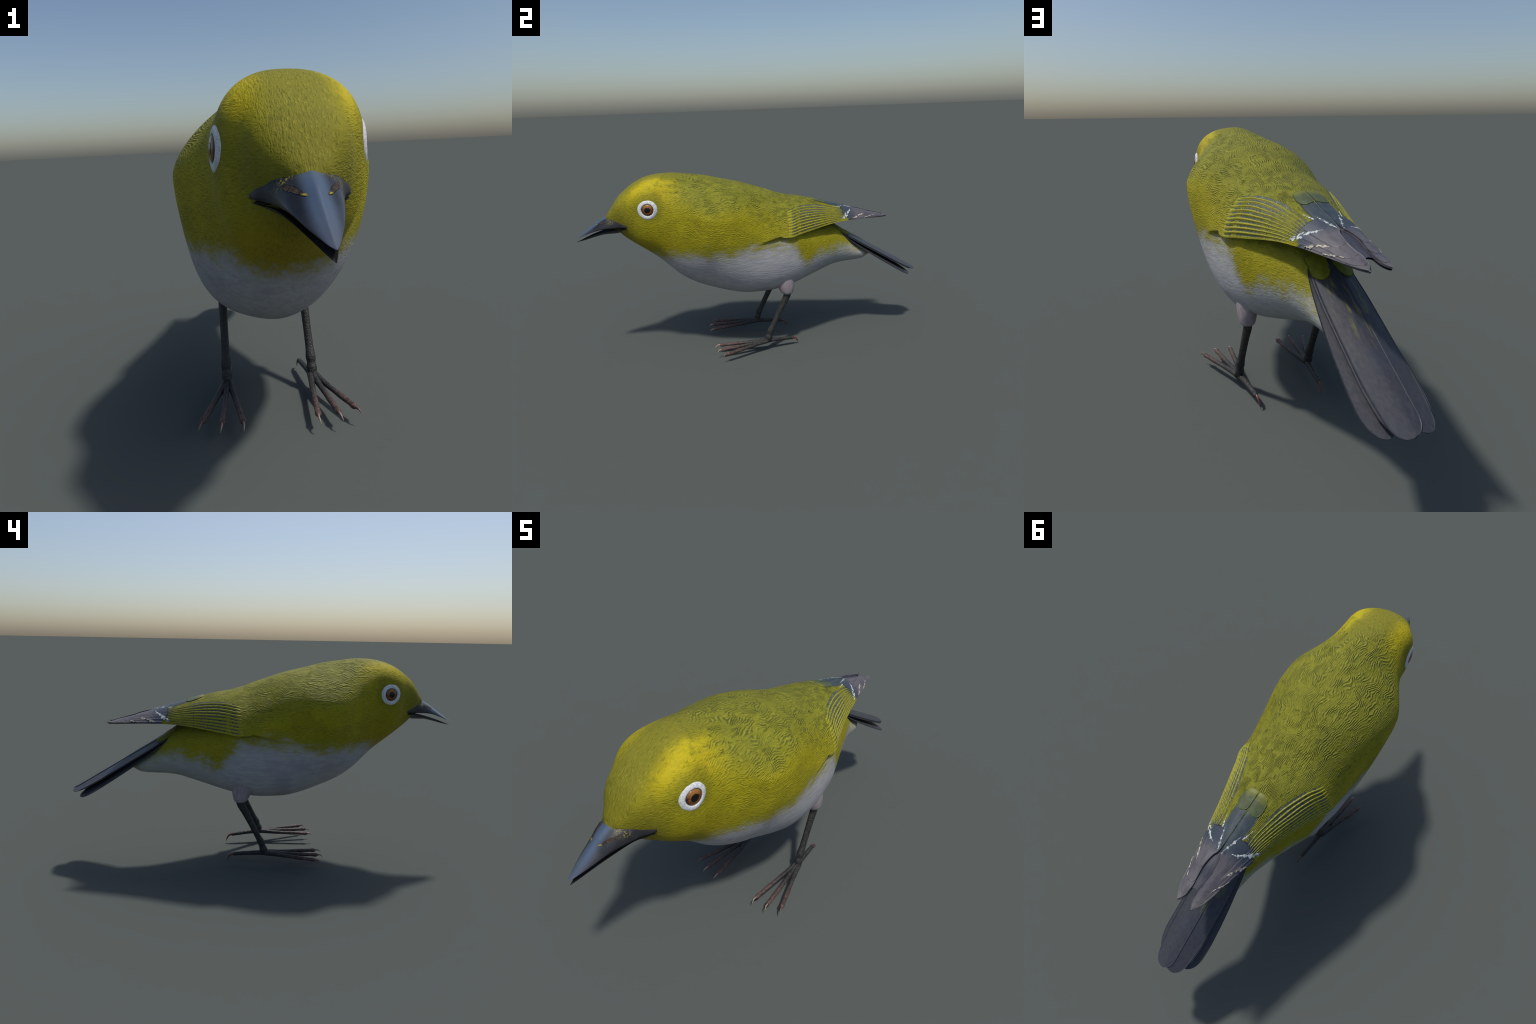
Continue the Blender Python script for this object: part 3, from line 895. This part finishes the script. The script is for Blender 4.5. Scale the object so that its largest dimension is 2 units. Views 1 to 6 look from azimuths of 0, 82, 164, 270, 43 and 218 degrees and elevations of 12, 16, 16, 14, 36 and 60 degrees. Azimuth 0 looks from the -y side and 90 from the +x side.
for side in (1, -1):
    eye = disc("eye", [(.020, .0045), (.028, .0038), (.0325, .001), (.034, -.008)], MAT['eye_rim'], bird, side)
    disc("iris", [(.014, .0094), (.020, .0082), (.025, .0066), (.0293, .0044), (.0303, .001)], MAT['iris'], eye, side)
    disc("pupil", [(.006, .0104), (.011, .0099), (.0152, .0092), (.0160, .0070)], MAT['pupil'], eye, side)
    disc("eye_ring", [(.0312, -.002), (.0318, .0030), (.0338, .0048), (.038, .0048), (.043, .0040), (.048, .0024), (.0515, .0004), (.054, -.005)],
         MAT['eye_ring'], eye, side, n=96, wob=.022, close=False)

# ------------------------------------------------------------------ legs
for side in (1, -1):
    sx = lambda p: [(q[0]*side, q[1], q[2]) for q in p]
    tube(sx([(.138, .118, .50), (.145, .120, .46), (.150, .124, .425), (.153, .129, .395), (.154, .133, .368), (.1545, .135, .350), (.1545, .135, .340), (.1545, .135, .335)]),
         [.058, .057, .055, .050, .0425, .035, .027, .006], [.044, .043, .041, .038, .0345, .030, .024, .006], "thigh", MAT['thigh_skin'], bird, n=36, samples=70)
    leg = tube(sx([(.154, .142, .365), (.154, .134, .330), (.155, .108, .280), (.156, .075, .215), (.157, .045, .155), (.1575, .026, .118), (.158, .020, .100), (.158, .014, .084), (.158, .006, .064), (.158, -.004, .052)]),
         [.0215, .0210, .0185, .0160, .0152, .0188, .0162, .0196, .0180, .010], [.0170, .0165, .0152, .0146, .0150, .0186, .0160, .0190, .0176, .010], "leg", MAT['leg_scales'], bird, n=28, samples=90)
    toes = [((.152, .004, .060), (.139, -.085, .054), (.128, -.185, .052), (.1195, -.272, .050), (.1210, -.304, .038)),
            ((.158, .000, .060), (.167, -.085, .056), (.178, -.185, .053), (.1865, -.272, .052), (.1930, -.300, .039)),
            ((.164, .004, .060), (.190, -.078, .056), (.220, -.165, .053), (.2480, -.248, .0515), (.2605, -.2745, .039)),
            ((.156, .000, .058), (.150, .060, .055), (.143, .120, .050), (.1375, .169, .0445), (.1335, .202, .004))]
    for i, tp in enumerate(toes):
        a, b, c, d, tipp = [np.array(q) for q in tp]
        dirv = (d-c)/np.linalg.norm(d-c)
        pts = [a, a*.5+b*.5, b, b*.45+c*.55, c, c*.4+d*.6, d*.86+c*.14, d]
        rad = [.0145, .0118, .0102, .0092, .0100, .0088, .0106, .0064] if i < 3 else [.0150, .0128, .0118, .0106, .0108, .0096, .0098, .0078]
        tube(sx(pts), rad, [r*1.02 for r in rad], "toe", MAT['leg_scales'], leg, n=16, samples=48, up=(0, 0, 1))
        if i < 3:
            q1 = d + dirv*.013 + np.array([0, 0, .0012]); q0 = d - dirv*.008
            tube(sx([q0, d + np.array([0, 0, .0010]), q1, q1*.42+tipp*.58 + np.array([0, 0, .0012]), tipp]), [.0052, .0050, .0038, .0022, .0004], [.0040, .0040, .0030, .0018, .0004], "claw", MAT['claw_horn'], leg, n=12, samples=24, up=(0, 0, 1))
        else:
            q1 = d + dirv*.016 + np.array([0, 0, -.0035]); q0 = d - dirv*.008
            q2 = np.array([tipp[0], .1955, .022])
            tube(sx([q0, d + np.array([0, 0, .001]), q1, q2, tipp]), [.0072, .0068, .0056, .0034, .0005], [.0062, .0058, .0044, .0026, .0005], "claw", MAT['claw_horn'], leg, n=12, samples=30, up=(0, 0, 1))
